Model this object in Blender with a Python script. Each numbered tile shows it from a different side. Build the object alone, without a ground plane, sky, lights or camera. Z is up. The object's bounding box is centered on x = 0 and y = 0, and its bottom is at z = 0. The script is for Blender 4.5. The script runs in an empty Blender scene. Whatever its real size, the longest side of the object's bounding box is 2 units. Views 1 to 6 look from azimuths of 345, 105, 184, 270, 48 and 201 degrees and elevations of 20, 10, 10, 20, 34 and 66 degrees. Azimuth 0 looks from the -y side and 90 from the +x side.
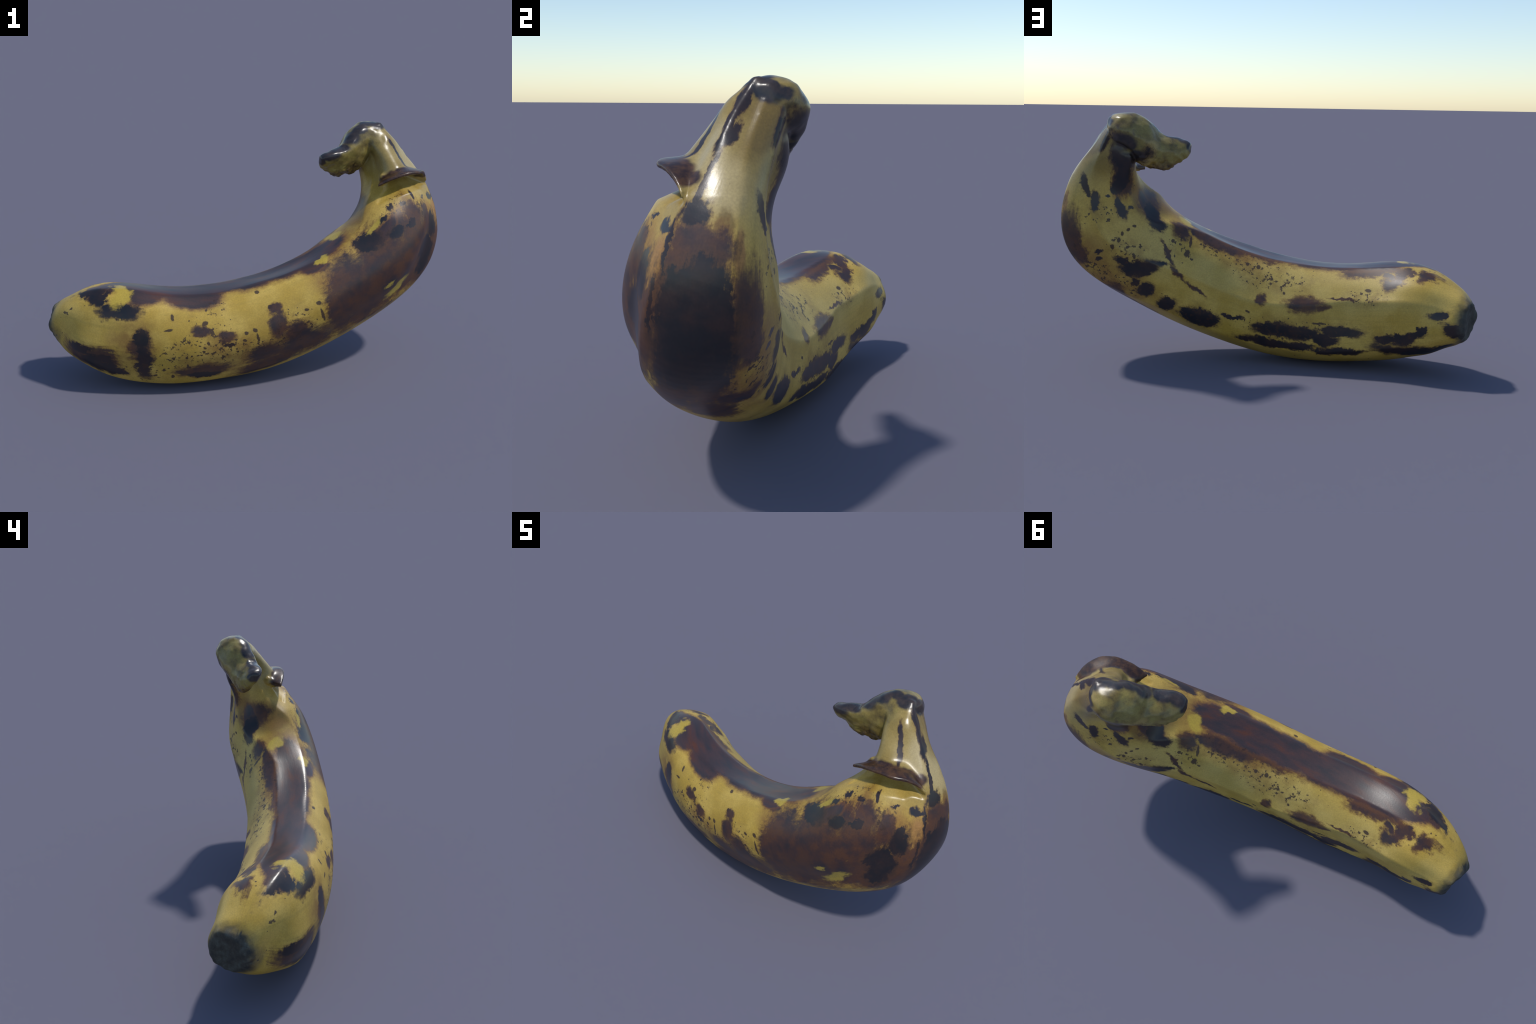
"""An over-ripe banana lying on its back: curved five-sided fruit with a blunt
blossom end, a neck whose peel has split into a flaring lip, and a torn,
hook-shaped piece of crown folded over the top of the stem."""
import bpy, bmesh, math, random
import numpy as np
from mathutils import Vector, noise
from mathutils.bvhtree import BVHTree
from mathutils.kdtree import KDTree

random.seed(4)
rng = np.random.default_rng(4)

# ---------------------------------------------------------------- the fruit
# control points of the spine, blossom end -> stem top
SPINE = (
    (-0.964, 0.218, 0.279),
    (-0.922, 0.194, 0.290),
    (-0.788, 0.091, 0.291),
    (-0.527, 0.013, 0.244),
    (-0.244, -0.045, 0.228),
    (0.037, -0.075, 0.268),
    (0.309, -0.082, 0.359),
    (0.553, -0.059, 0.478),
    (0.798, 0.008, 0.631),
    (0.799, 0.080, 0.922),
    (0.717, 0.139, 1.080),
    (0.660, 0.168, 1.182),
)
# control cross-sections along the spine: mean radius, then how far the section
# is squashed (cos/sin of 2a), skewed three-ways (3a) and boxed (4a);
# a = 0 is the hollow (upper) side, a = 90 deg the +y side
SECTION = (
    (0.082, 0.002, -0.002, 0.001, 0.001, 0.001, 0.004),
    (0.091, -0.005, -0.003, -0.002, 0.001, 0.005, 0.003),
    (0.122, 0.013, -0.007, -0.000, -0.018, -0.006, 0.004),
    (0.182, 0.010, -0.006, 0.009, -0.005, -0.002, -0.004),
    (0.210, 0.020, -0.007, 0.008, -0.012, -0.002, -0.000),
    (0.224, 0.025, -0.013, 0.003, -0.017, -0.005, 0.001),
    (0.231, 0.018, -0.010, 0.003, -0.009, -0.007, 0.003),
    (0.234, 0.015, -0.009, 0.003, 0.001, -0.001, 0.001),
    (0.228, 0.022, -0.009, -0.003, 0.005, 0.010, 0.004),
    (0.223, 0.016, -0.019, 0.002, 0.008, -0.001, 0.007),
    (0.216, 0.021, -0.026, 0.002, -0.002, 0.011, 0.016),
    (0.235, 0.027, -0.028, -0.003, -0.002, 0.011, 0.004),
    (0.236, 0.019, -0.021, -0.001, 0.002, -0.008, -0.005),
    (0.178, 0.018, -0.014, -0.000, 0.010, -0.004, 0.001),
    (0.125, 0.013, -0.012, 0.000, 0.024, 0.002, 0.008),
    (0.078, 0.003, -0.003, -0.007, 0.017, 0.001, 0.013),
    (0.072, -0.007, -0.010, 0.004, -0.003, -0.007, 0.003),
    (0.080, 0.009, -0.021, 0.007, -0.013, 0.017, 0.006),
)
# the five ridges of the peel: fraction along the spine, then their five angles
RIDGES = (
    (0.00, 345, 365, 425, 485, 572),
    (0.25, 338, 368, 418, 485, 573),
    (0.45, 343, 376, 440, 494, 580),
    (0.60, 338, 374, 438, 490, 582),
    (0.75, 336, 393, 445, 500, 564),
    (0.90, 340, 400, 468, 508, 550),
    (1.00, 340, 400, 470, 510, 550),
)
# swellings and dents of the soft flesh:
# fraction along, angle, spread along, spread round (deg), height
SWELLINGS = (
    (.66, 58, .09, 24, .046), (.72, 45, .05, 18, .016), (.46, 66, .12, 20, .014), (.51, 334, .12, 16, .018),
    (.22, 264, .10, 22, .021), (.18, 266, .06, 18, .012), (.62, 250, .07, 25, .010), (.62, 278, .07, 18, -.010),
    (.71, 248, .045, 18, .028), (.65, 158, .08, 20, .019), (.73, 132, .05, 14, .014), (.76, 158, .05, 18, -.010), (.47, 318, .08, 16, .010), (.80, 230, .05, 18, -.026), (.21, 100, .06, 22, -.030), (.16, 72, .04, 14, .014),
    (.08, 35, .05, 15, .016), (.80, 150, .05, 22, .005), (.75, 112, .06, 22, .003), (.82, 170, .05, 25, -.010),
    (.08, 312, .04, 14, .006), (.95, 62, .03, 28, .052), (.52, 2, .14, 14, -.013), (.70, 175, .07, 22, -.007),
    (.45, 128, .12, 18, .009), (.05, 230, .04, 18, .010), (.95, 240, .035, 24, .026), (.94, 155, .03, 20, -.012), (.975, 195, .02, 35, .014),
    (.84, 245, .03, 15, .008), (.26, 180, .10, 25, -.004), (.028, 0, .018, 900, .010), (.13, 42, .04, 15, .012), (.05, 345, .04, 30, -.008), (.06, 150, .04, 22, .014), (.0, 100, .02, 40, .006),
)


def bspline(count, x):
    """clamped uniform cubic B-spline basis, one row per x in 0..1"""
    knots = np.r_[[0] * 3, np.linspace(0, 1, count - 2), [1] * 3]
    x = np.clip(x, 0, 1 - 1e-9)
    basis = np.stack([(x >= a) & (x < b) for a, b in zip(knots[:-1], knots[1:])], -1).astype(float)
    for p in (1, 2, 3):
        nxt = np.zeros((len(x), basis.shape[1] - 1))
        for i in range(nxt.shape[1]):
            a, b = knots[i + p] - knots[i], knots[i + p + 1] - knots[i + 1]
            if a > 0:
                nxt[:, i] += (x - knots[i]) / a * basis[:, i]
            if b > 0:
                nxt[:, i] += (knots[i + p + 1] - x) / b * basis[:, i + 1]
        basis = nxt
    return basis


def fruit_rings(n_along, n_around):
    s = np.linspace(0, 1, n_along)
    a = np.arange(n_around) / n_around * 2 * np.pi
    spine = np.array(SPINE)
    centre = bspline(len(spine), s) @ spine
    tangent = np.gradient(centre, axis=0)
    tangent /= np.linalg.norm(tangent, axis=1)[:, None]
    # the sections turn more slowly than the spine, so that they never cross in the bend
    w = np.exp(-np.linspace(-2.5, 2.5, 61) ** 2 / 2)
    padded = np.vstack([np.repeat(tangent[:1], 30, 0), tangent, np.repeat(tangent[-1:], 30, 0)])
    tangent = np.stack([np.convolve(padded[:, i], w / w.sum(), "valid") for i in range(3)], -1)
    tangent /= np.linalg.norm(tangent, axis=1)[:, None]
    side = np.array([0, 1, 0]) - tangent * tangent[:, 1:2]
    side /= np.linalg.norm(side, axis=1)[:, None]
    inner = np.cross(tangent, side)
    if inner[n_along // 3, 2] < 0:
        inner = -inner
    section = bspline(len(SECTION), s + 0.08 * np.sin(2 * np.pi * s)) @ np.array(SECTION)
    waves = np.stack([np.ones_like(a)] + [f(k * a) for k in (2, 3, 4) for f in (np.cos, np.sin)])
    radius = section @ waves
    ridges = np.array(RIDGES, float)
    height = np.interp(s, [0, .06, .15, .85, 1], [0, .003, .010, .010, .006])
    for k in range(1, 6):
        mid = np.radians(np.interp(s, ridges[:, 0], ridges[:, k]))
        off = (a[None] - mid[:, None] + np.pi) % (2 * np.pi) - np.pi
        radius += height[:, None] * (1.35 * np.exp(-np.abs(off) / np.radians(10)) - .17)
    radius += .001
    for along, angle, spread, turn, h in SWELLINGS:
        off = (a - np.radians(angle) + np.pi) % (2 * np.pi) - np.pi
        radius += h * np.outer(np.exp(-((s - along) / spread) ** 2 / 2), np.exp(-(off / np.radians(turn)) ** 2 / 2))
    # the stem closes in a rounded end
    radius *= (1 - .30 * np.clip((s - .955) / .045, 0, 1) ** 2)[:, None]
    out = np.cos(a)[None, :, None] * inner[:, None] + np.sin(a)[None, :, None] * side[:, None]
    return centre[:, None] + radius[..., None] * out, tangent


def loft(rings, cap_in=0.0, cap_out=0.0):
    """closed tube through rings (n, m, 3); the caps are shallow domes"""
    bm = bmesh.new()
    rows = [[bm.verts.new(p) for p in ring] for ring in rings]
    m = len(rows[0])
    for r0, r1 in zip(rows[:-1], rows[1:]):
        for j in range(m):
            bm.faces.new((r0[j], r0[(j + 1) % m], r1[(j + 1) % m], r1[j]))
    for ring, nxt, row, bulge in ((rings[0], rings[1], rows[0], cap_in), (rings[-1], rings[-2], rows[-1], cap_out)):
        c = np.mean(ring, axis=0)
        push = c - np.mean(nxt, axis=0)
        push /= np.linalg.norm(push) + 1e-9
        last = row
        for f, h in ((.8, .6), (.5, .9), (.2, 1.0)):
            inner = [bm.verts.new(c + (p - c) * f + push * bulge * h) for p in ring]
            for j in range(m):
                bm.faces.new((last[j], last[(j + 1) % m], inner[(j + 1) % m], inner[j]))
            last = inner
        bm.faces.new(last)
    bmesh.ops.recalc_face_normals(bm, faces=bm.faces)
    return bm


def to_object(bm, name):
    me = bpy.data.meshes.new(name)
    bm.to_mesh(me)
    bm.free()
    ob = bpy.data.objects.new(name, me)
    bpy.context.scene.collection.objects.link(ob)
    return ob


def smooth_resample(points, n, closed=False):
    """Catmull-Rom through points"""
    p = np.array(points, float)
    k = len(p)
    t = np.linspace(0, k if closed else k - 1, n, endpoint=not closed)
    i = np.floor(t).astype(int)
    f = (t - i)[:, None] if p.ndim == 2 else (t - i)[:, None, None]
    pick = (lambda j: p[j % k]) if closed else (lambda j: p[np.clip(j, 0, k - 1)])
    a, b, c, d = pick(i - 1), pick(i), pick(i + 1), pick(i + 2)
    return .5 * (2 * b + (c - a) * f + (2 * a - 5 * b + 4 * c - d) * f ** 2 + (3 * b - a - 3 * c + d) * f ** 3)


# ---------------------------------------------------------------- the crown
# torn crown: outlines (y, z) at stations along x, from the stem to the hook tip;
# each runs from the upper -y edge over the top to the +y side and back below
CROWN = (
    (.738, ((.156, 1.176), (.170, 1.192), (.200, 1.190), (.218, 1.160), (.204, 1.130), (.180, 1.120), (.160, 1.130), (.150, 1.152))),
    (.706, ((.126, 1.182), (.158, 1.214), (.216, 1.210), (.256, 1.155), (.240, 1.100), (.188, 1.072), (.142, 1.080), (.120, 1.135))),
    (.660, ((.112, 1.184), (.150, 1.221), (.224, 1.215), (.276, 1.148), (.258, 1.085), (.186, 1.056), (.125, 1.056), (.105, 1.120))),
    (.618, ((.100, 1.178), (.142, 1.220), (.214, 1.210), (.276, 1.138), (.256, 1.068), (.196, 1.020), (.130, .992), (.092, 1.080))),
    (.590, ((.092, 1.162), (.138, 1.203), (.207, 1.188), (.260, 1.112), (.232, 1.036), (.178, .984), (.124, .972), (.086, 1.070))),
    (.545, ((.070, 1.124), (.122, 1.170), (.195, 1.152), (.238, 1.085), (.206, 1.016), (.160, .960), (.112, .966), (.074, 1.070))),
    (.500, ((.056, 1.100), (.112, 1.120), (.178, 1.087), (.200, 1.030), (.156, .952), (.110, .960), (.074, 1.020), (.054, 1.070))),
    (.450, ((.042, 1.089), (.090, 1.106), (.140, 1.080), (.172, 1.030), (.144, .972), (.104, .980), (.070, 1.025), (.044, 1.060))),
    (.402, ((.042, 1.082), (.080, 1.091), (.118, 1.070), (.138, 1.030), (.120, .996), (.092, 1.003), (.066, 1.025), (.046, 1.050))),
    (.376, ((.052, 1.068), (.078, 1.079), (.102, 1.066), (.110, 1.040), (.102, 1.020), (.086, 1.020), (.068, 1.030), (.056, 1.048))),
)


def crown_rings():
    stations = np.array([[(x, y, z) for y, z in outline] for x, outline in CROWN])
    around = np.stack([smooth_resample(r, 48, closed=True) for r in stations])
    return smooth_resample(around, 60)


# ---------------------------------------------------------------- the lip of split peel
# free edge of the lip, running round the -y side of the neck
LIP_EDGE = ((.627, -.068, .942), (.665, -.079, .962), (.700, -.085, .976), (.760, -.088, .991), (.800, -.081, .995),
            (.846, -.066, .992), (.879, -.036, .987), (.901, -.013, .977), (.924, .016, .954), (.942, .036, .925))
NECK_AXIS = np.array((.752, .112, 1.0))


def lip_rings():
    rings = []
    for e in smooth_resample(LIP_EDGE, 60):
        inward = NECK_AXIS - e
        inward[2] = 0
        up = np.array((0, 0, 1.0))
        rings.append([e + inward * f + up * h for f, h in
                      ((-.01, .000), (.00, .008), (.18, .014), (.36, .016), (.55, .028), (.80, .050),
                       (.85, -.02), (.60, -.022), (.36, -.020), (.18, -.014), (.00, -.008))])
    return np.array(rings)


def gap_rings():
    """the dark cleft under the lip"""
    rings = []
    pts = smooth_resample(LIP_EDGE, 60)
    for i, e in enumerate(pts):
        t = i / (len(pts) - 1)
        inward = NECK_AXIS - e
        inward[2] = 0
        up = np.array((0, 0, 1.0))
        depth = .52 * min(1, (1 - t) * 4) * min(1, .3 + t * 4)
        gape = .075 * min(1, (1 - t) * 3 + .1)
        rings.append([e + inward * f + up * h for f, h in
                      ((-.35, -.010), (.0, -.012), (depth * .6, -.016), (depth, -.024),
                       (depth, -.028), (depth * .6, -.022 - gape * .6), (.0, -.02 - gape), (-.35, -.03 - gape))])
    return np.array(rings)


def modifier(ob, kind, **settings):
    m = ob.modifiers.new(kind.lower(), kind)
    for k, v in settings.items():
        setattr(m, k, v)
    return m


def bake(ob):
    """apply the modifiers"""
    dg = bpy.context.evaluated_depsgraph_get()
    me = bpy.data.meshes.new_from_object(ob.evaluated_get(dg))
    old = ob.data
    ob.modifiers.clear()
    ob.data = me
    bpy.data.meshes.remove(old)


rings, tangents = fruit_rings(140, 96)
body = to_object(loft(rings, cap_in=0.004, cap_out=0.022), "body")
gap = to_object(loft(gap_rings()), "gap")
modifier(body, "BOOLEAN", operation="DIFFERENCE", object=gap, solver="EXACT", use_self=True)
bake(body)
crown = to_object(loft(crown_rings(), cap_in=.004, cap_out=.006), "crown_source")
lip = to_object(loft(lip_rings()), "lip_source")
lobe = bmesh.new()
bmesh.ops.create_icosphere(lobe, subdivisions=3, radius=1)
bmesh.ops.scale(lobe, vec=(.016, .022, .024), verts=lobe.verts)
bmesh.ops.translate(lobe, vec=(.672, -.002, .962), verts=lobe.verts)
lobe = to_object(lobe, "lobe_source")

joined = bmesh.new()
for ob in (body, crown, lip, lobe):
    joined.from_mesh(ob.data)
for ob in (body, crown, lip, lobe, gap):
    bpy.data.objects.remove(ob)
skin = to_object(joined, "skin")
modifier(skin, "REMESH", mode="VOXEL", voxel_size=0.005)
bake(skin)
modifier(skin, "SMOOTH", factor=.5, iterations=8)
bake(skin)


# relief: soften the flare of the neck above the lip, roughen the torn crown and
# the corky blossom end
def vertex_positions(me):
    co = np.empty(len(me.vertices) * 3, np.float32)
    me.vertices.foreach_get("co", co)
    return co.reshape(-1, 3).astype(float)


def step(edge0, edge1, x):
    t = np.clip((x - edge0) / (edge1 - edge0), 0, 1)
    return t * t * (3 - 2 * t)


co = vertex_positions(skin.data)
edge_line = smooth_resample(LIP_EDGE, 80)
lip_gap = np.full(len(co), 9.0)
lip_above = np.zeros(len(co))
near = np.where((co[:, 2] > .86) & (co[:, 2] < 1.16) & (co[:, 0] > .55))[0]
for i in near:
    d = np.linalg.norm(edge_line - co[i], axis=1)
    k = d.argmin()
    lip_gap[i] = d[k]
    lip_above[i] = co[i, 2] - edge_line[k, 2]
group = skin.vertex_groups.new(name="flare")
for i in near:
    w = step(.02, .04, lip_gap[i]) * (1 - step(.13, .17, lip_gap[i])) * step(.0, .01, lip_above[i]) * step(.60, .66, co[i, 0])
    if w > .01:
        group.add([int(i)], float(w), "REPLACE")
modifier(skin, "SMOOTH", factor=.6, iterations=60, vertex_group="flare")
bake(skin)
skin.vertex_groups.clear()

me = skin.data
co = vertex_positions(me)
nor = np.array([v.normal for v in me.vertices])
TIP = np.array((-.966, .218, .279))
TIP_FACING = np.array((-.93, .35, -.12))
TIP_FACING /= np.linalg.norm(TIP_FACING)
to_tip = co - TIP
tip_height = to_tip @ TIP_FACING
tip_radial = np.linalg.norm(to_tip - tip_height[:, None] * TIP_FACING, axis=1)
tip_face = step(-.035, -.012, tip_height) * (1 - step(.10, .13, tip_radial))
crown_axis = np.array(((.70, .175, 1.15), (.60, .175, 1.12), (.50, .125, 1.04), (.38, .08, 1.05)))
crown_near = np.min(np.linalg.norm(co[:, None] - smooth_resample(crown_axis, 24)[None], axis=2), axis=1)
crown_mask = (1 - step(.10, .13, crown_near)) * (1 - step(.70, .75, co[:, 0]))
torn = crown_mask * (1 - step(.97, 1.06, co[:, 2]))
move = np.zeros(len(co))
for i in np.where((tip_face > .01) | (crown_mask > .01))[0]:
    p = Vector(co[i])
    n1, n2, n3 = noise.noise(p * 17), noise.noise(p * 38 + Vector((7, 1, 3))), noise.noise(p * 80)
    move[i] += crown_mask[i] * (.005 * n1 + .0018 * n2) + torn[i] * (.007 * n2 + .004 * n3)
    move[i] += tip_face[i] * (.005 * n1 + .004 * n2 - .006 * (1 - step(.0, .06, tip_radial[i])))
# the broken style, a small nub at the lower rim of the blossom end
nub = np.exp(-np.sum((co - np.array((-.942, .278, .230))) ** 2, axis=1) / .022 ** 2)
co += nor * (move + .016 * nub)[:, None]
over = co[:, 2] > 1.195          # the cut top of the stem is nearly flat
co[over, 2] = 1.195 + (co[over, 2] - 1.195) * .72
me.vertices.foreach_set("co", co.astype(np.float32).ravel())
me.update()

# ---------------------------------------------------------------- colour
# The peel is mapped by two lengths read off the object coordinates: `along`, the
# angle about the middle of the bend, and `around`, the angle about the spine.
BEND_X, BEND_Z = 0.0, 1.15
ALONG, AROUND = .85, .215
BEND_DEG = (-55, -46, -38, -28, -16, 0, 16, 32, 46, 58, 70, 82, 95, 108)
BEND_RADIUS = (1.303, 1.237, 1.114, 1.025, .950, .882, .847, .850, .886, .903, .838, .738, .661, .661)
BEND_SIDE = (.203, .160, .064, .007, -.037, -.069, -.078, -.067, -.034, .014, .068, .127, .169, .169)

# blotches of the ripe peel, shade and highlight painted into a few: along, around, half length, half width (m), turn (deg)
STRIP = (
    (0.466, -0.023, 0.196, 0.062, -3), (0.214, -0.014, 0.211, 0.074, -0), (-0.027, -0.015, 0.197, 0.069, 3),
    (-0.261, -0.020, 0.182, 0.065, 5), (-0.435, -0.035, 0.149, 0.059, 9), (-0.576, -0.058, 0.115, 0.053, 20),
    (-0.684, -0.090, 0.064, 0.031, 24), (-0.739, -0.128, 0.034, 0.015, -77), (-0.383, -0.100, 0.140, 0.046, 0),
    (-0.563, -0.077, 0.109, 0.057, 36), (0.372, -0.086, 0.090, 0.036, -2), (0.842, 0.096, 0.108, 0.031, -11),
    (0.830, -0.190, 0.111, 0.027, -16),
)
BLACK = (
    (-0.640, -0.183, 0.063, 0.026, -1), (-0.732, -0.138, 0.040, 0.020, -51), (-0.467, -0.411, 0.119, 0.025, -69),
    (-0.521, -0.288, 0.052, 0.024, -63), (-0.650, -0.413, 0.040, 0.027, 86), (-0.573, -0.490, 0.078, 0.044, -64),
    (-0.518, -0.526, 0.036, 0.031, 48), (-0.177, -0.308, 0.024, 0.011, -12), (-0.232, -0.489, 0.060, 0.022, 2),
    (0.848, -0.517, 0.088, 0.049, 20), (0.964, -0.525, 0.051, 0.036, 17), (0.740, -0.156, 0.086, 0.042, -25),
    (0.871, -0.242, 0.051, 0.022, -33), (0.942, -0.317, 0.037, 0.019, -54), (0.973, -0.196, 0.023, 0.014, -28),
    (0.886, -0.167, 0.041, 0.011, -27), (1.070, -0.573, 0.018, 0.014, -71), (1.068, -0.467, 0.023, 0.005, -67),
    (1.066, -0.365, 0.018, 0.011, 54), (1.016, -0.271, 0.024, 0.010, -79), (0.897, 0.636, 0.127, 0.099, 8),
    (0.960, 0.615, 0.085, 0.065, 29), (0.824, 0.666, 0.077, 0.056, -20), (0.813, 0.587, 0.084, 0.046, 2),
    (0.909, 0.571, 0.096, 0.030, 8), (0.988, 0.671, 0.055, 0.033, 87), (1.107, -0.656, 0.043, 0.021, 86),
    (0.968, -0.527, 0.048, 0.037, -20), (0.868, -0.491, 0.070, 0.048, -74), (1.068, -0.570, 0.036, 0.013, -83),
    (0.995, 0.355, 0.045, 0.025, 13), (0.989, 0.270, 0.016, 0.008, 74), (1.014, 0.204, 0.045, 0.032, 46),
    (1.185, 0.200, 0.126, 0.078, 46), (1.063, 0.182, 0.074, 0.035, 16), (0.793, 0.103, 0.071, 0.038, -25),
    (0.726, 0.136, 0.051, 0.032, -30), (0.622, 0.357, 0.081, 0.037, 43), (0.699, 0.375, 0.042, 0.017, 7),
    (0.561, 0.298, 0.027, 0.013, 24), (0.767, 0.429, 0.013, 0.009, 27), (0.794, 0.410, 0.021, 0.009, 67),
    (0.876, 0.177, 0.013, 0.009, 72), (0.546, 0.435, 0.037, 0.032, 53), (0.606, 0.427, 0.022, 0.017, -54),
    (0.439, 0.453, 0.039, 0.028, 37), (0.294, 0.455, 0.085, 0.039, 2), (0.152, 0.400, 0.056, 0.009, 10),
    (-0.030, 0.405, 0.089, 0.032, 14), (-0.143, 0.399, 0.083, 0.033, 8), (-0.313, 0.383, 0.075, 0.025, -2),
    (-0.245, 0.420, 0.051, 0.021, 3), (-0.046, 0.471, 0.153, 0.019, 7), (-0.274, 0.468, 0.087, 0.018, -3),
    (-0.457, 0.424, 0.037, 0.020, 12), (-0.527, 0.419, 0.055, 0.021, 22), (-0.514, 0.496, 0.120, 0.035, -18),
    (-0.580, 0.381, 0.029, 0.010, 55), (-0.660, 0.255, 0.043, 0.021, 48), (-0.673, 0.407, 0.088, 0.029, -84),
    (1.041, -0.613, 0.049, 0.007, 5), (0.944, -0.604, 0.053, 0.006, 4), (1.071, 0.441, 0.079, 0.016, 45),
    (0.908, 0.214, 0.052, 0.020, -9), (1.274, -0.620, 0.068, 0.024, 14), (1.160, -0.644, 0.054, 0.012, 1),
    (1.261, -0.460, 0.075, 0.020, -5), (1.253, -0.654, 0.036, 0.025, 84), (1.335, -0.621, 0.047, 0.039, 49),
    (1.278, 0.410, 0.060, 0.042, -3),
)
BROWN = (
    (0.224, 0.056, 0.313, 0.033, 1), (-0.535, 0.011, 0.127, 0.028, 22), (-0.718, -0.010, 0.050, 0.015, 55),
    (-0.677, -0.026, 0.035, 0.014, 35), (-0.611, 0.055, 0.040, 0.014, 46), (-0.504, -0.339, 0.087, 0.034, -69),
    (-0.605, -0.461, 0.091, 0.069, -70), (-0.239, -0.458, 0.099, 0.046, 2), (0.054, -0.272, 0.063, 0.048, -90),
    (0.049, -0.192, 0.035, 0.025, -12), (0.396, -0.104, 0.065, 0.031, 3), (-0.317, -0.236, 0.041, 0.022, -8),
    (-0.195, -0.267, 0.045, 0.025, -13), (0.006, -0.417, 0.091, 0.069, -4), (0.152, -0.365, 0.093, 0.073, -58),
    (0.515, -0.221, 0.140, 0.104, 19), (0.500, -0.350, 0.178, 0.089, 32), (0.729, -0.252, 0.173, 0.116, -2),
    (0.664, -0.392, 0.181, 0.115, 9), (0.898, -0.363, 0.120, 0.117, 12), (0.790, -0.506, 0.098, 0.097, -41),
    (0.872, -0.569, 0.084, 0.053, 36), (0.978, -0.453, 0.063, 0.054, 70), (0.383, -0.366, 0.160, 0.076, 85),
    (0.549, -0.366, 0.200, 0.136, -89), (0.726, -0.322, 0.188, 0.123, 77), (0.175, -0.448, 0.156, 0.084, 3),
    (0.016, -0.514, 0.122, 0.050, 6), (0.996, -0.345, 0.064, 0.045, -85), (1.018, -0.450, 0.036, 0.024, -87),
    (0.858, -0.217, 0.141, 0.041, -22), (0.413, -0.115, 0.068, 0.024, -4), (0.728, -0.491, 0.094, 0.074, -6),
    (0.504, -0.454, 0.108, 0.063, 23), (0.905, -0.595, 0.116, 0.035, 27), (1.051, 0.650, 0.091, 0.044, 84),
    (1.020, -0.675, 0.065, 0.052, 77), (0.931, 0.509, 0.075, 0.038, 21), (0.882, 0.532, 0.077, 0.025, 8),
    (0.744, 0.627, 0.100, 0.065, 41), (0.706, -0.666, 0.095, 0.049, -17), (0.592, 0.608, 0.124, 0.049, 15),
    (0.835, -0.546, 0.141, 0.072, -54), (0.950, -0.627, 0.075, 0.033, 7), (0.896, 0.505, 0.087, 0.058, -6),
    (0.829, 0.492, 0.047, 0.039, -60), (0.381, 0.084, 0.222, 0.028, -2), (0.600, 0.109, 0.072, 0.031, -18),
    (0.872, 0.050, 0.092, 0.066, -44), (0.023, 0.278, 0.030, 0.025, 79), (-0.191, 0.252, 0.087, 0.039, 10),
    (-0.278, 0.259, 0.037, 0.014, 16), (-0.365, 0.201, 0.043, 0.006, 1), (-0.401, 0.203, 0.012, 0.009, 43),
    (-0.580, 0.090, 0.050, 0.020, 74), (-0.645, 0.003, 0.049, 0.015, 61), (-0.604, 0.025, 0.019, 0.016, 9),
    (1.029, 0.180, 0.084, 0.053, 14), (0.464, 0.303, 0.056, 0.009, -21), (0.350, 0.333, 0.055, 0.009, -17),
    (0.572, 0.237, 0.076, 0.008, -29), (0.647, 0.536, 0.061, 0.048, 77), (1.323, 0.237, 0.119, 0.058, 77),
)
YELLOW = (
    (-0.674, -0.132, 0.043, 0.025, -67), (0.619, 0.020, 0.068, 0.028, -31), (0.660, -0.472, 0.068, 0.030, 13),
    (0.652, -0.392, 0.032, 0.013, 11), (0.437, -0.087, 0.054, 0.017, 8), (0.825, -0.144, 0.058, 0.013, -11),
)
TAN = (
    (1.018, -0.595, 0.045, 0.037, 29), (0.946, -0.611, 0.042, 0.019, 5), (0.972, -0.600, 0.060, 0.023, 16),
    (1.033, 0.547, 0.041, 0.015, 16),
)
PALE = (
    (1.141, 0.619, 0.063, 0.034, 69), (1.221, -0.589, 0.066, 0.053, 52), (1.162, 0.642, 0.077, 0.046, 74),
    (1.199, -0.612, 0.099, 0.024, 88),
)
UMBER = (
    (1.304, 0.549, 0.147, 0.052, 84), (0.843, 0.001, 0.122, 0.083, -23), (0.898, 0.113, 0.119, 0.046, -11),
    (1.091, 0.603, 0.032, 0.024, 36), (1.261, 0.501, 0.152, 0.057, -76),
)
AMBER = (
    (0.666, 0.490, 0.274, 0.052, 5), (0.830, 0.504, 0.097, 0.032, 7), (0.782, 0.486, 0.123, 0.077, -40),
    (0.681, 0.424, 0.105, 0.066, 11), (0.569, -0.000, 0.270, 0.106, -17), (0.896, 0.023, 0.135, 0.101, -62),
    (0.987, 0.139, 0.094, 0.071, 65), (1.013, -0.509, 0.059, 0.048, 54), (0.956, -0.232, 0.129, 0.036, -36),
    (0.398, -0.164, 0.111, 0.081, -39), (-0.536, -0.306, 0.123, 0.064, -64), (-0.122, -0.389, 0.198, 0.110, -7),
    (0.215, 0.093, 0.219, 0.060, 0), (0.817, -0.039, 0.126, 0.067, -20),
)
SIDE = (
    (-0.255, 0.160, 0.450, 0.112, 3), (0.235, 0.223, 0.245, 0.078, -2), (0.671, 0.243, 0.180, 0.123, -10),
)
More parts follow.
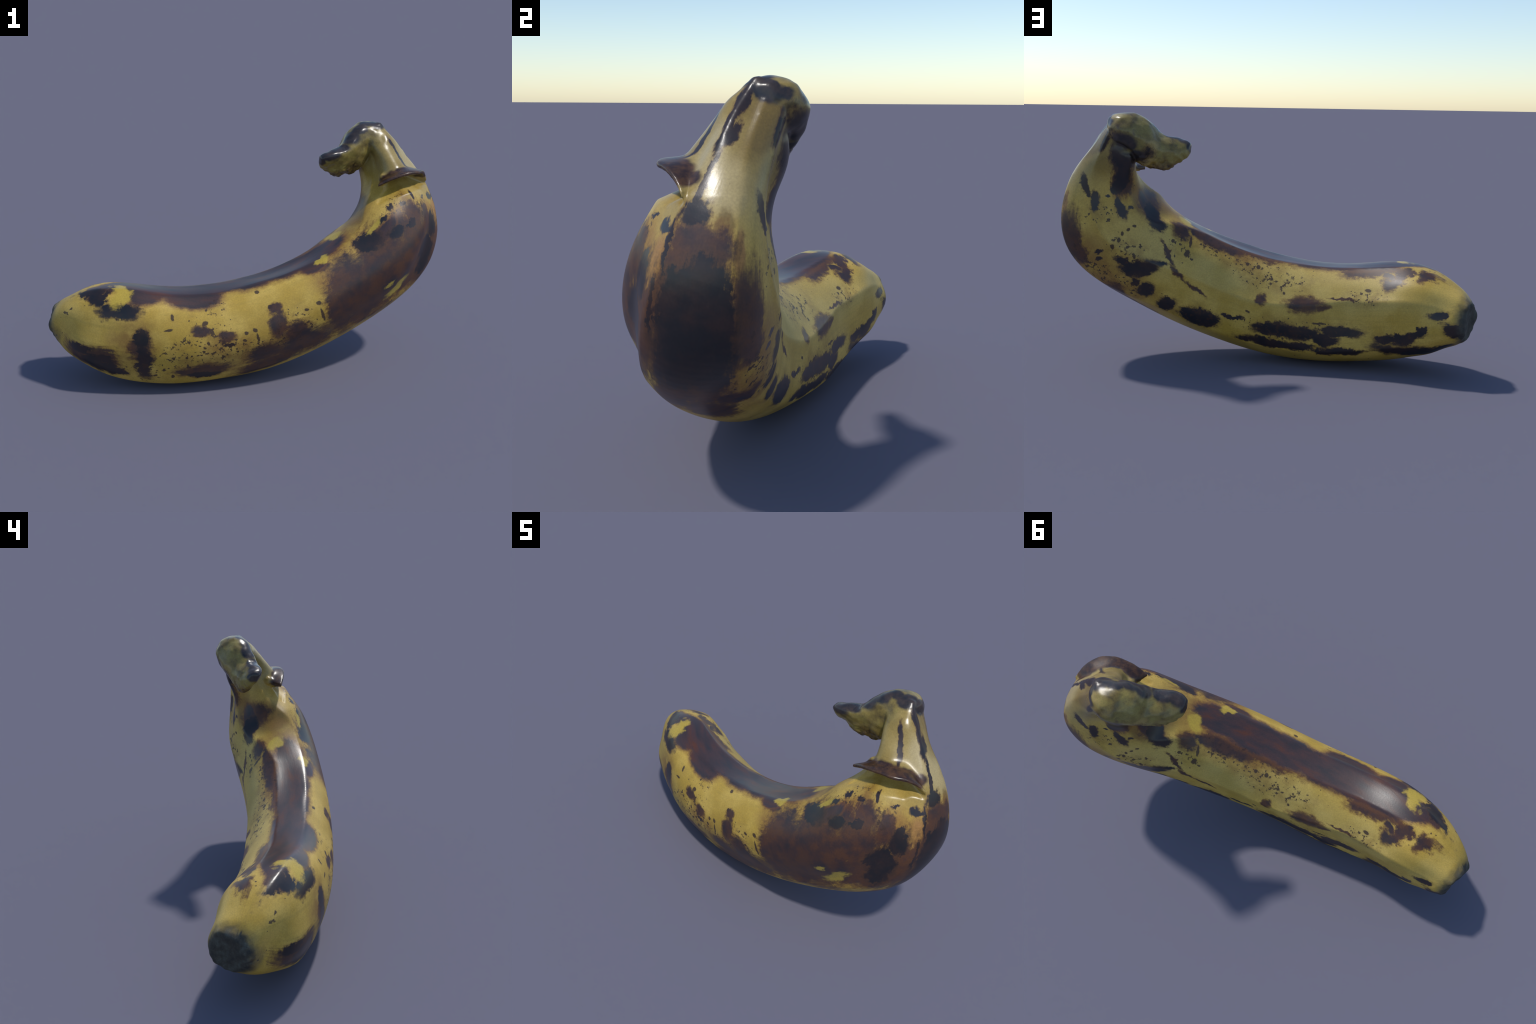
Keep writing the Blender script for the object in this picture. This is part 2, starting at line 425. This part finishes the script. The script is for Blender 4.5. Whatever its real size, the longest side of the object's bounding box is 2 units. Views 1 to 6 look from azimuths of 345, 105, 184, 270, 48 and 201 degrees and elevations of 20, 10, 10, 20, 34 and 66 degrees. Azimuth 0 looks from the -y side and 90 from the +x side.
DOT = (
    (-0.308, -0.204, 0.013, 0.010, -37), (-0.447, -0.234, 0.016, 0.006, 15), (-0.456, -0.184, 0.014, 0.006, -51),
    (-0.063, -0.263, 0.013, 0.009, -35), (-0.048, -0.303, 0.026, 0.007, -76), (-0.106, -0.268, 0.011, 0.008, -52),
    (-0.110, -0.299, 0.011, 0.007, -24), (0.019, -0.181, 0.011, 0.008, -12), (0.217, -0.251, 0.012, 0.007, -20),
    (0.292, -0.248, 0.014, 0.009, -22), (0.292, -0.312, 0.039, 0.007, -90), (-0.345, -0.499, 0.013, 0.006, -70),
    (-0.753, -0.201, 0.006, 0.003, -78), (-0.748, -0.227, 0.010, 0.002, -66), (-0.387, -0.454, 0.010, 0.006, 86),
    (-0.037, -0.105, 0.013, 0.008, -8), (0.775, 0.349, 0.012, 0.009, -34), (0.781, 0.308, 0.013, 0.008, -36),
    (0.797, 0.275, 0.010, 0.007, -42), (0.794, 0.245, 0.009, 0.008, -78), (0.793, 0.213, 0.009, 0.008, 25),
    (-0.494, 0.136, 0.014, 0.011, 29), (-0.096, 0.215, 0.008, 0.006, 60), (0.056, 0.118, 0.014, 0.011, 16),
    (0.126, 0.124, 0.012, 0.009, 16), (0.485, 0.199, 0.020, 0.014, -57), (0.507, 0.139, 0.035, 0.007, -56),
    (0.593, 0.171, 0.012, 0.008, -36), (0.731, 0.310, 0.008, 0.007, 53), (0.084, 0.351, 0.012, 0.006, -3),
    (-0.236, 0.340, 0.028, 0.006, 5), (-0.752, -0.227, 0.009, 0.002, -71), (-0.754, -0.199, 0.007, 0.002, -83),
)
SPECKLE = (
    (-0.261, -0.299, 0.183, 0.125, -25), (-0.431, -0.476, 0.096, 0.066, -73), (0.132, -0.311, 0.163, 0.110, -23),
    (-0.272, -0.138, 0.073, 0.047, -9), (0.289, 0.105, 0.315, 0.070, -1), (0.010, 0.151, 0.279, 0.080, 4),
    (-0.486, 0.176, 0.106, 0.053, 14), (0.530, 0.189, 0.116, 0.074, -15), (0.719, 0.328, 0.123, 0.073, 16),
    (0.926, 0.328, 0.120, 0.054, 67), (-0.354, -0.359, 0.110, 0.085, -45), (-0.075, -0.357, 0.123, 0.094, -32),
    (0.295, 0.451, 0.096, 0.056, 3), (-0.117, 0.393, 0.280, 0.066, 7), (-0.478, 0.424, 0.098, 0.043, 4),
    (0.980, -0.218, 0.133, 0.050, -39), (1.029, -0.424, 0.073, 0.047, -78), (0.678, 0.472, 0.272, 0.048, 9),
    (-0.531, -0.486, 0.070, 0.053, -35),
)

# the dark lip and the stained crown: middle (x, y, z) and half extents
LIP_STAIN = [(tuple(np.array(e) + (NECK_AXIS - np.array(e)) * (.10, .10, 0) + (0, 0, .014)), (.050, .050, .024)) for e in LIP_EDGE[:9]]
CROWN_STAIN = (
    ((.410, .060, 1.085), (.065, .050, .030)), ((.470, .080, 1.110), (.060, .040, .028)), ((.375, .075, 1.060), (.022, .050, .030)),
    ((.545, .105, 1.155), (.045, .042, .050)), ((.590, .115, 1.195), (.050, .035, .032)), ((.640, .140, 1.220), (.060, .035, .022)),
    ((.700, .150, 1.205), (.045, .050, .030)), ((.735, .190, 1.180), (.025, .050, .040)),
    ((.655, .262, 1.070), (.068, .042, .062)), ((.705, .225, 1.170), (.030, .030, .020)), ((.600, .220, 1.020), (.040, .045, .030)),
)
CROWN_TORN = (((.500, .115, .965), (.090, .080, .030)), ((.560, .120, 1.000), (.050, .060, .040)), ((.690, .250, 1.120), (.050, .040, .025)))


class Tree:
    def __init__(self, tree):
        self.tree = tree
        self.last = None

    def node(self, kind, inputs=(), **settings):
        n = self.tree.nodes.new("ShaderNode" + kind)
        for k, v in settings.items():
            setattr(n, k, v)
        for k, v in (inputs.items() if isinstance(inputs, dict) else enumerate(inputs)):
            if isinstance(v, bpy.types.NodeSocket):
                self.tree.links.new(v, n.inputs[k])
            elif v is not None:
                n.inputs[k].default_value = v
        return n

    def math(self, op, *v):
        return self.node("Math", v, operation=op).outputs[0]

    def vec(self, op, *v):
        n = self.node("VectorMath", v, operation=op)
        return n.outputs["Value" if op in ("LENGTH", "DOT_PRODUCT", "DISTANCE") else "Vector"]

    def noise(self, vector, scale, detail=3.0, rough=.55):
        return self.node("TexNoise", {"Vector": vector, "Scale": scale, "Detail": detail, "Roughness": rough})

    def curve(self, value, xs, ys):
        n = self.node("FloatCurve", {"Value": value})
        c = n.mapping.curves[0]
        n.mapping.use_clip = False
        for x, y in zip(xs[1:-1], ys[1:-1]):
            c.points.new(x, y)
        pts = sorted(c.points, key=lambda p: p.location[0])
        pts[0].location, pts[-1].location = (xs[0], ys[0]), (xs[-1], ys[-1])
        n.mapping.update()
        return n.outputs[0]

    def range(self, value, a, b, c=0.0, d=1.0, smooth=True):
        return self.node("MapRange", {0: value, 1: a, 2: b, 3: c, 4: d}, interpolation_type="SMOOTHSTEP" if smooth else "LINEAR").outputs[0]

    def mix(self, fac, a, b):
        n = self.node("Mix", data_type="RGBA")
        for k, v in ((0, fac), (6, a), (7, b)):
            if isinstance(v, bpy.types.NodeSocket):
                self.tree.links.new(v, n.inputs[k])
            else:
                n.inputs[k].default_value = v if k == 0 else (*v, 1)
        return n.outputs[2]

    def ramp(self, fac, *stops):
        n = self.node("ValToRGB", (fac,))
        e = n.color_ramp.elements
        while len(e) < len(stops):
            e.new(.5)
        for el, (pos, col) in zip(e, stops):
            el.position, el.color = pos, (*col, 1)
        return n.outputs[0]

    def blot(self, vector, where, size, turn=0.0):
        # evaluate the blots one after the other: the renderer's node stack is small
        if self.last:
            vector = self.vec("MULTIPLY_ADD", self.last, (1e-9, 1e-9, 1e-9), vector)
        n = self.node("Mapping", {"Vector": vector, "Location": where, "Rotation": (0, 0, math.radians(turn)), "Scale": size}, vector_type="TEXTURE")
        return self.vec("LENGTH", n.outputs[0])

    def union(self, fields, blend=.25):
        """smallest of the fields (1 = outline of a blot), melting neighbours together"""
        total = None
        for f in fields:
            total = f if total is None else self.math("SMOOTH_MIN", total, f, blend)
            self.last = total
        return total

    def blotches(self, vector, table, blend=.25):
        return self.union(self.each_blotch(vector, table), blend)

    def each_blotch(self, vector, table):
        lap = 2 * math.pi * AROUND
        for p, q, a, b, turn in table:
            for shift in (0, lap, -lap):
                if shift and abs(q + shift) > lap / 2 + max(a, b):
                    continue
                yield self.blot(vector, (p, q + shift, 0), (a, b, 1), turn)

    def inside(self, field, soft, grow=0.0):
        """1 inside the outlines, 0 outside; soft is the half width of the edge"""
        if isinstance(soft, bpy.types.NodeSocket):
            return self.range(field, self.math("SUBTRACT", 1 + grow, soft), self.math("ADD", 1 + grow, soft), 1, 0)
        return self.range(field, 1 + grow - soft, 1 + grow + soft, 1, 0)


def peel_material():
    mat = bpy.data.materials.new("banana_peel")
    mat.use_nodes = True
    t = Tree(mat.node_tree)
    t.tree.nodes.clear()
    pos = t.node("TexCoord").outputs["Object"]
    x, y, z = t.node("SeparateXYZ", (pos,)).outputs

    # along / around
    dx, dz = t.math("SUBTRACT", x, BEND_X), t.math("SUBTRACT", BEND_Z, z)
    phi = t.math("ARCTAN2", dx, dz)
    r = t.math("SQRT", t.math("ADD", t.math("MULTIPLY", dx, dx), t.math("MULTIPLY", dz, dz)))
    lo, hi = math.radians(BEND_DEG[0]), math.radians(BEND_DEG[-1])
    u = t.range(phi, lo, hi, smooth=False)
    us = [(math.radians(d) - lo) / (hi - lo) for d in BEND_DEG]
    spine_r = t.math("MULTIPLY", t.curve(u, us, [v / 2 for v in BEND_RADIUS]), 2)
    spine_y = t.math("SUBTRACT", t.curve(u, us, [v + .5 for v in BEND_SIDE]), .5)
    theta = t.math("ARCTAN2", t.math("SUBTRACT", y, spine_y), t.math("SUBTRACT", spine_r, r))
    along, around = t.math("MULTIPLY", phi, ALONG), t.math("MULTIPLY", theta, AROUND)
    flat = t.node("CombineXYZ", (along, around, 0.0)).outputs[0]

    # ragged outlines: shift the map by coarse and fine noise
    def ragged(coarse, fine, ca, fa):
        shift = t.vec("SCALE", t.vec("SUBTRACT", t.noise(pos, coarse).outputs["Color"], (.5, .5, .5)))
        shift.node.inputs["Scale"].default_value = ca
        small = t.vec("SCALE", t.vec("SUBTRACT", t.noise(pos, fine, 4.0, .65).outputs["Color"], (.5, .5, .5)))
        small.node.inputs["Scale"].default_value = fa
        both = t.vec("MULTIPLY", t.vec("ADD", shift, small), (1, 1, 0))
        return both

    warp = t.vec("ADD", flat, ragged(14, 60, .055, .022))
    warp_little = t.vec("ADD", flat, ragged(30, 90, .014, .008))

    fibre = t.noise(t.vec("MULTIPLY", flat, (4, 60, 1)), 1.0, 4.0).outputs[0]
    mottle = t.noise(pos, 7, 4).outputs[0]
    grain = t.noise(pos, 160, 3).outputs[0]
    blotchy = t.noise(pos, 28, 5, .65).outputs[0]

    cloudy = t.noise(pos, 11, 4, .6).outputs[0]
    edge = t.range(t.noise(pos, 9, 2).outputs[0], .35, .65, .07, .34)     # crisp here, blurred there
    streaky = t.noise(t.vec("MULTIPLY", flat, (16, 60, 1)), 1.0, 5.0, .7).outputs[0]
    roughen = t.math("ADD", t.math("MULTIPLY", t.math("SUBTRACT", t.noise(pos, 55, 5, .7).outputs[0], .5), .75),
                     t.math("MULTIPLY", t.math("SUBTRACT", streaky, .5), 1.0))

    black_f = t.math("ADD", t.blotches(warp, BLACK), t.math("MULTIPLY", roughen, .8))
    brown_f = t.math("ADD", t.blotches(warp, BROWN, .4), roughen)
    strip_f = t.math("ADD", t.blotches(warp_little, STRIP, .4), t.math("MULTIPLY", roughen, .35))
    island = t.inside(t.math("ADD", t.blotches(warp, YELLOW), roughen), .3)
    tan = t.inside(t.blotches(warp_little, TAN), .4)
    pale = t.inside(t.blotches(warp_little, PALE), .5)
    dots = t.inside(t.blotches(warp_little, DOT, .05), .22)
    zone = t.inside(t.blotches(warp, SPECKLE), .5)
    black, brown, strip = t.inside(black_f, edge), t.inside(brown_f, t.math("ADD", edge, .12)), t.inside(strip_f, .14)

    # ground colour: yellow, duller and greener towards the stem
    yellow = t.mix(t.range(mottle, .35, .65), (.46, .293, .040), (.57, .380, .076))
    yellow = t.mix(t.math("MULTIPLY", t.range(fibre, .45, .75), .35), yellow, (.36, .25, .045))
    olive = t.mix(t.range(mottle, .35, .65), (.255, .178, .046), (.345, .252, .082))
    side = t.inside(t.blotches(warp, SIDE), .6)
    yellow = t.mix(side, yellow, t.mix(t.range(mottle, .35, .65), (.47, .325, .068), (.53, .378, .098)))
    umber = t.inside(t.blotches(warp, UMBER), .4)
    stem = t.range(t.node("SeparateXYZ", (warp,)).outputs[0], .98, 1.18)
    colour = t.mix(stem, yellow, olive)
    colour = t.mix(t.math("MULTIPLY", pale, .8), colour, (.39, .305, .145))  # beige of the neck, with its highlight painted into the colour
    colour = t.mix(t.math("MULTIPLY", umber, .85), colour, (.16, .105, .03))
    colour = t.mix(t.math("MULTIPLY", tan, .8), colour, (.29, .13, .045))
    colour = t.mix(t.math("MULTIPLY", zone, t.range(cloudy, .4, .65, .0, .45)), colour, (.20, .105, .02))

    amber_zone = t.inside(t.blotches(warp, AMBER), .6)
    colour = t.mix(t.math("MULTIPLY", amber_zone, t.range(cloudy, .35, .65, .35, .9)), colour, (.265, .138, .028))

    # brown bruises with an amber rim, purple and black clouds inside
    bruise_col = t.ramp(cloudy, (.32, (.030, .022, .024)), (.46, (.054, .027, .022)), (.58, (.085, .036, .018)), (.72, (.055, .032, .031)))
    amber = t.mix(t.math("MULTIPLY", t.inside(brown_f, .3, .18), .75), colour, (.25, .125, .020))
    colour = t.mix(brown, amber, bruise_col)
    strip_col = t.ramp(t.noise(t.vec("MULTIPLY", flat, (5, 26, 1)), 1.0, 4.0).outputs[0], (.35, (.032, .026, .029)), (.55, (.060, .032, .030)), (.7, (.095, .034, .018)))
    colour = t.mix(t.math("MULTIPLY", t.inside(strip_f, .2, .15), .8), colour, (.16, .062, .018))
    colour = t.mix(strip, colour, strip_col)

    # black blotches, dots and freckles, plus painted shade in the hollow under the crown
    black_col = t.mix(t.range(cloudy, .35, .65), (.013, .013, .016), (.030, .018, .017))
    colour = t.mix(t.math("MULTIPLY", t.inside(black_f, .28, .12), .8), colour, (.10, .045, .018))
    colour = t.mix(black, colour, black_col)
    colour = t.mix(t.math("MULTIPLY", island, .9), colour, (.48, .34, .045))

    def freckles(scale, reach, chance):
        v = t.node("TexVoronoi", {"Vector": t.vec("ADD", pos, t.vec("MULTIPLY", t.noise(pos, 70).outputs["Color"], (.012, .012, .012))), "Scale": scale})
        rnd = t.node("SeparateColor", (v.outputs["Color"],)).outputs
        here = t.math("LESS_THAN", rnd[0], chance)
        size = t.math("MULTIPLY", t.math("ADD", rnd[1], .35), reach)
        return t.math("MULTIPLY", here, t.range(v.outputs["Distance"], t.math("MULTIPLY", size, .6), size, 1, 0))

    few = freckles(36, .15, t.math("ADD", .10, t.math("MULTIPLY", zone, .25)))
    specks = t.noise(pos, 62, 4, .62).outputs[0]
    limit = t.math("SUBTRACT", .80, t.math("MULTIPLY", zone, t.range(blotchy, .36, .62, .14, .31)))
    many = t.range(specks, limit, t.math("ADD", limit, .05))
    spots = t.math("MAXIMUM", dots, t.math("MAXIMUM", few, many))
    spots = t.math("MULTIPLY", spots, t.math("SUBTRACT", 1.0, t.math("MULTIPLY", stem, .8)))
    colour = t.mix(t.math("MULTIPLY", spots, .92), colour, (.045, .022, .014))

    # lip, crown and blossom end, placed in space
    wobble = t.vec("ADD", pos, t.vec("MULTIPLY", t.vec("SUBTRACT", t.noise(pos, 22, 4).outputs["Color"], (.5, .5, .5)), (.05, .05, .05)))
    wobble_little = t.vec("ADD", pos, t.vec("MULTIPLY", t.vec("SUBTRACT", t.noise(pos, 30, 4).outputs["Color"], (.5, .5, .5)), (.02, .02, .02)))
    crown_zone = t.inside(t.union(t.blot(wobble, c, s) for c, s in (((.62, .175, 1.13), (.11, .13, .11)), ((.47, .11, 1.04), (.12, .10, .10)))), .15)
    crown_col = t.ramp(t.noise(pos, 16, 5, .6).outputs[0], (.3, (.06, .045, .020)), (.45, (.185, .135, .036)), (.6, (.255, .205, .055)), (.75, (.11, .075, .032)))
    colour = t.mix(t.math("MULTIPLY", crown_zone, .85), colour, crown_col)
    torn_zone = t.inside(t.union(t.blot(wobble, c, s) for c, s in CROWN_TORN), .4)
    colour = t.mix(torn_zone, colour, t.ramp(t.noise(pos, 60, 4).outputs[0], (.35, (.045, .024, .016)), (.6, (.19, .12, .035))))
    crown_black = t.inside(t.union(t.blot(wobble_little, c, s) for c, s in CROWN_STAIN), .22)
    colour = t.mix(crown_black, colour, t.mix(t.range(blotchy, .3, .7), (.016, .017, .021), (.05, .035, .03)))
    lip = t.inside(t.union(t.blot(wobble_little, c, s) for c, s in LIP_STAIN), .2)
    colour = t.mix(lip, colour, t.mix(t.range(blotchy, .35, .65), (.028, .014, .012), (.085, .040, .018)))
    cork = t.inside(t.blot(wobble, tuple(TIP), (.094, .126, .116)), .25)
    cork_col = t.ramp(t.noise(pos, 30, 5, .65).outputs[0], (.3, (.018, .018, .018)), (.5, (.045, .042, .034)), (.7, (.075, .085, .075)))
    colour = t.mix(cork, colour, cork_col)

    tone = t.node("HueSaturation", {"Value": t.range(grain, .2, .8, .88, 1.12), "Color": colour}).outputs[0]

    dark = t.math("MAXIMUM", t.math("MAXIMUM", black, strip), t.math("MULTIPLY", brown, .6))
    shine = t.math("MAXIMUM", t.math("MULTIPLY", dark, .8), stem)
    rough = t.math("ADD", t.range(shine, 0, 1, .46, .29), t.math("MULTIPLY", t.math("SUBTRACT", mottle, .5), .15))
    rough = t.math("MAXIMUM", rough, t.math("MULTIPLY", cork, .75))
    height = t.math("ADD", t.math("MULTIPLY", grain, .25), t.math("MULTIPLY", fibre, .5))
    bump = t.node("Bump", {"Strength": .12, "Distance": .004, "Height": height})
    bsdf = t.node("BsdfPrincipled", {"Base Color": tone, "Roughness": rough, "Normal": bump.outputs[0], "Specular IOR Level": .5})
    out = t.node("OutputMaterial", (bsdf.outputs[0],))
    return mat


# ---------------------------------------------------------------- parts
peel = peel_material()
me = skin.data
me.update()
co = vertex_positions(me)
normals = [tuple(v.normal) for v in me.vertices]
lip_gap = np.full(len(co), 9.0)
lip_above = np.zeros(len(co))
for i in np.where((co[:, 2] > .88) & (co[:, 2] < 1.06) & (co[:, 0] > .55))[0]:
    d = np.linalg.norm(edge_line - co[i], axis=1)
    lip_gap[i], lip_above[i] = d.min(), co[i, 2] - edge_line[d.argmin(), 2]
along_deg = np.degrees(np.arctan2(co[:, 0] - BEND_X, BEND_Z - co[:, 2]))
PART_NAMES = ("fruit_body", "stem", "peel_flap", "crown", "blossom_end")
part = np.zeros(len(co), int)
part[along_deg > 70] = 1
part[(lip_gap < .05) & (lip_above > -.016)] = 2
part[crown_mask > .5] = 3
part[(tip_face > .5) & (tip_radial < .115)] = 4

banana = bpy.data.objects.new("banana", None)
bpy.context.scene.collection.objects.link(banana)
banana["label"] = "over-ripe brown-blotched yellow banana with torn hooked stem"
banana["category"] = "fruit"

face_part = np.array([np.bincount(part[list(p.vertices)], minlength=5).argmax() for p in me.polygons])
for k, name in enumerate(PART_NAMES):
    faces = [me.polygons[int(i)].vertices for i in np.where(face_part == k)[0]]
    used = sorted({v for f in faces for v in f})
    index = {v: i for i, v in enumerate(used)}
    pm = bpy.data.meshes.new(name)
    pm.from_pydata([tuple(co[v]) for v in used], [], [[index[v] for v in f] for f in faces])
    pm.polygons.foreach_set("use_smooth", [True] * len(pm.polygons))
    pm.materials.append(peel)
    pm.normals_split_custom_set_from_vertices([normals[v] for v in used])
    ob = bpy.data.objects.new(name, pm)
    bpy.context.scene.collection.objects.link(ob)
    ob.parent = banana
bpy.data.objects.remove(skin)
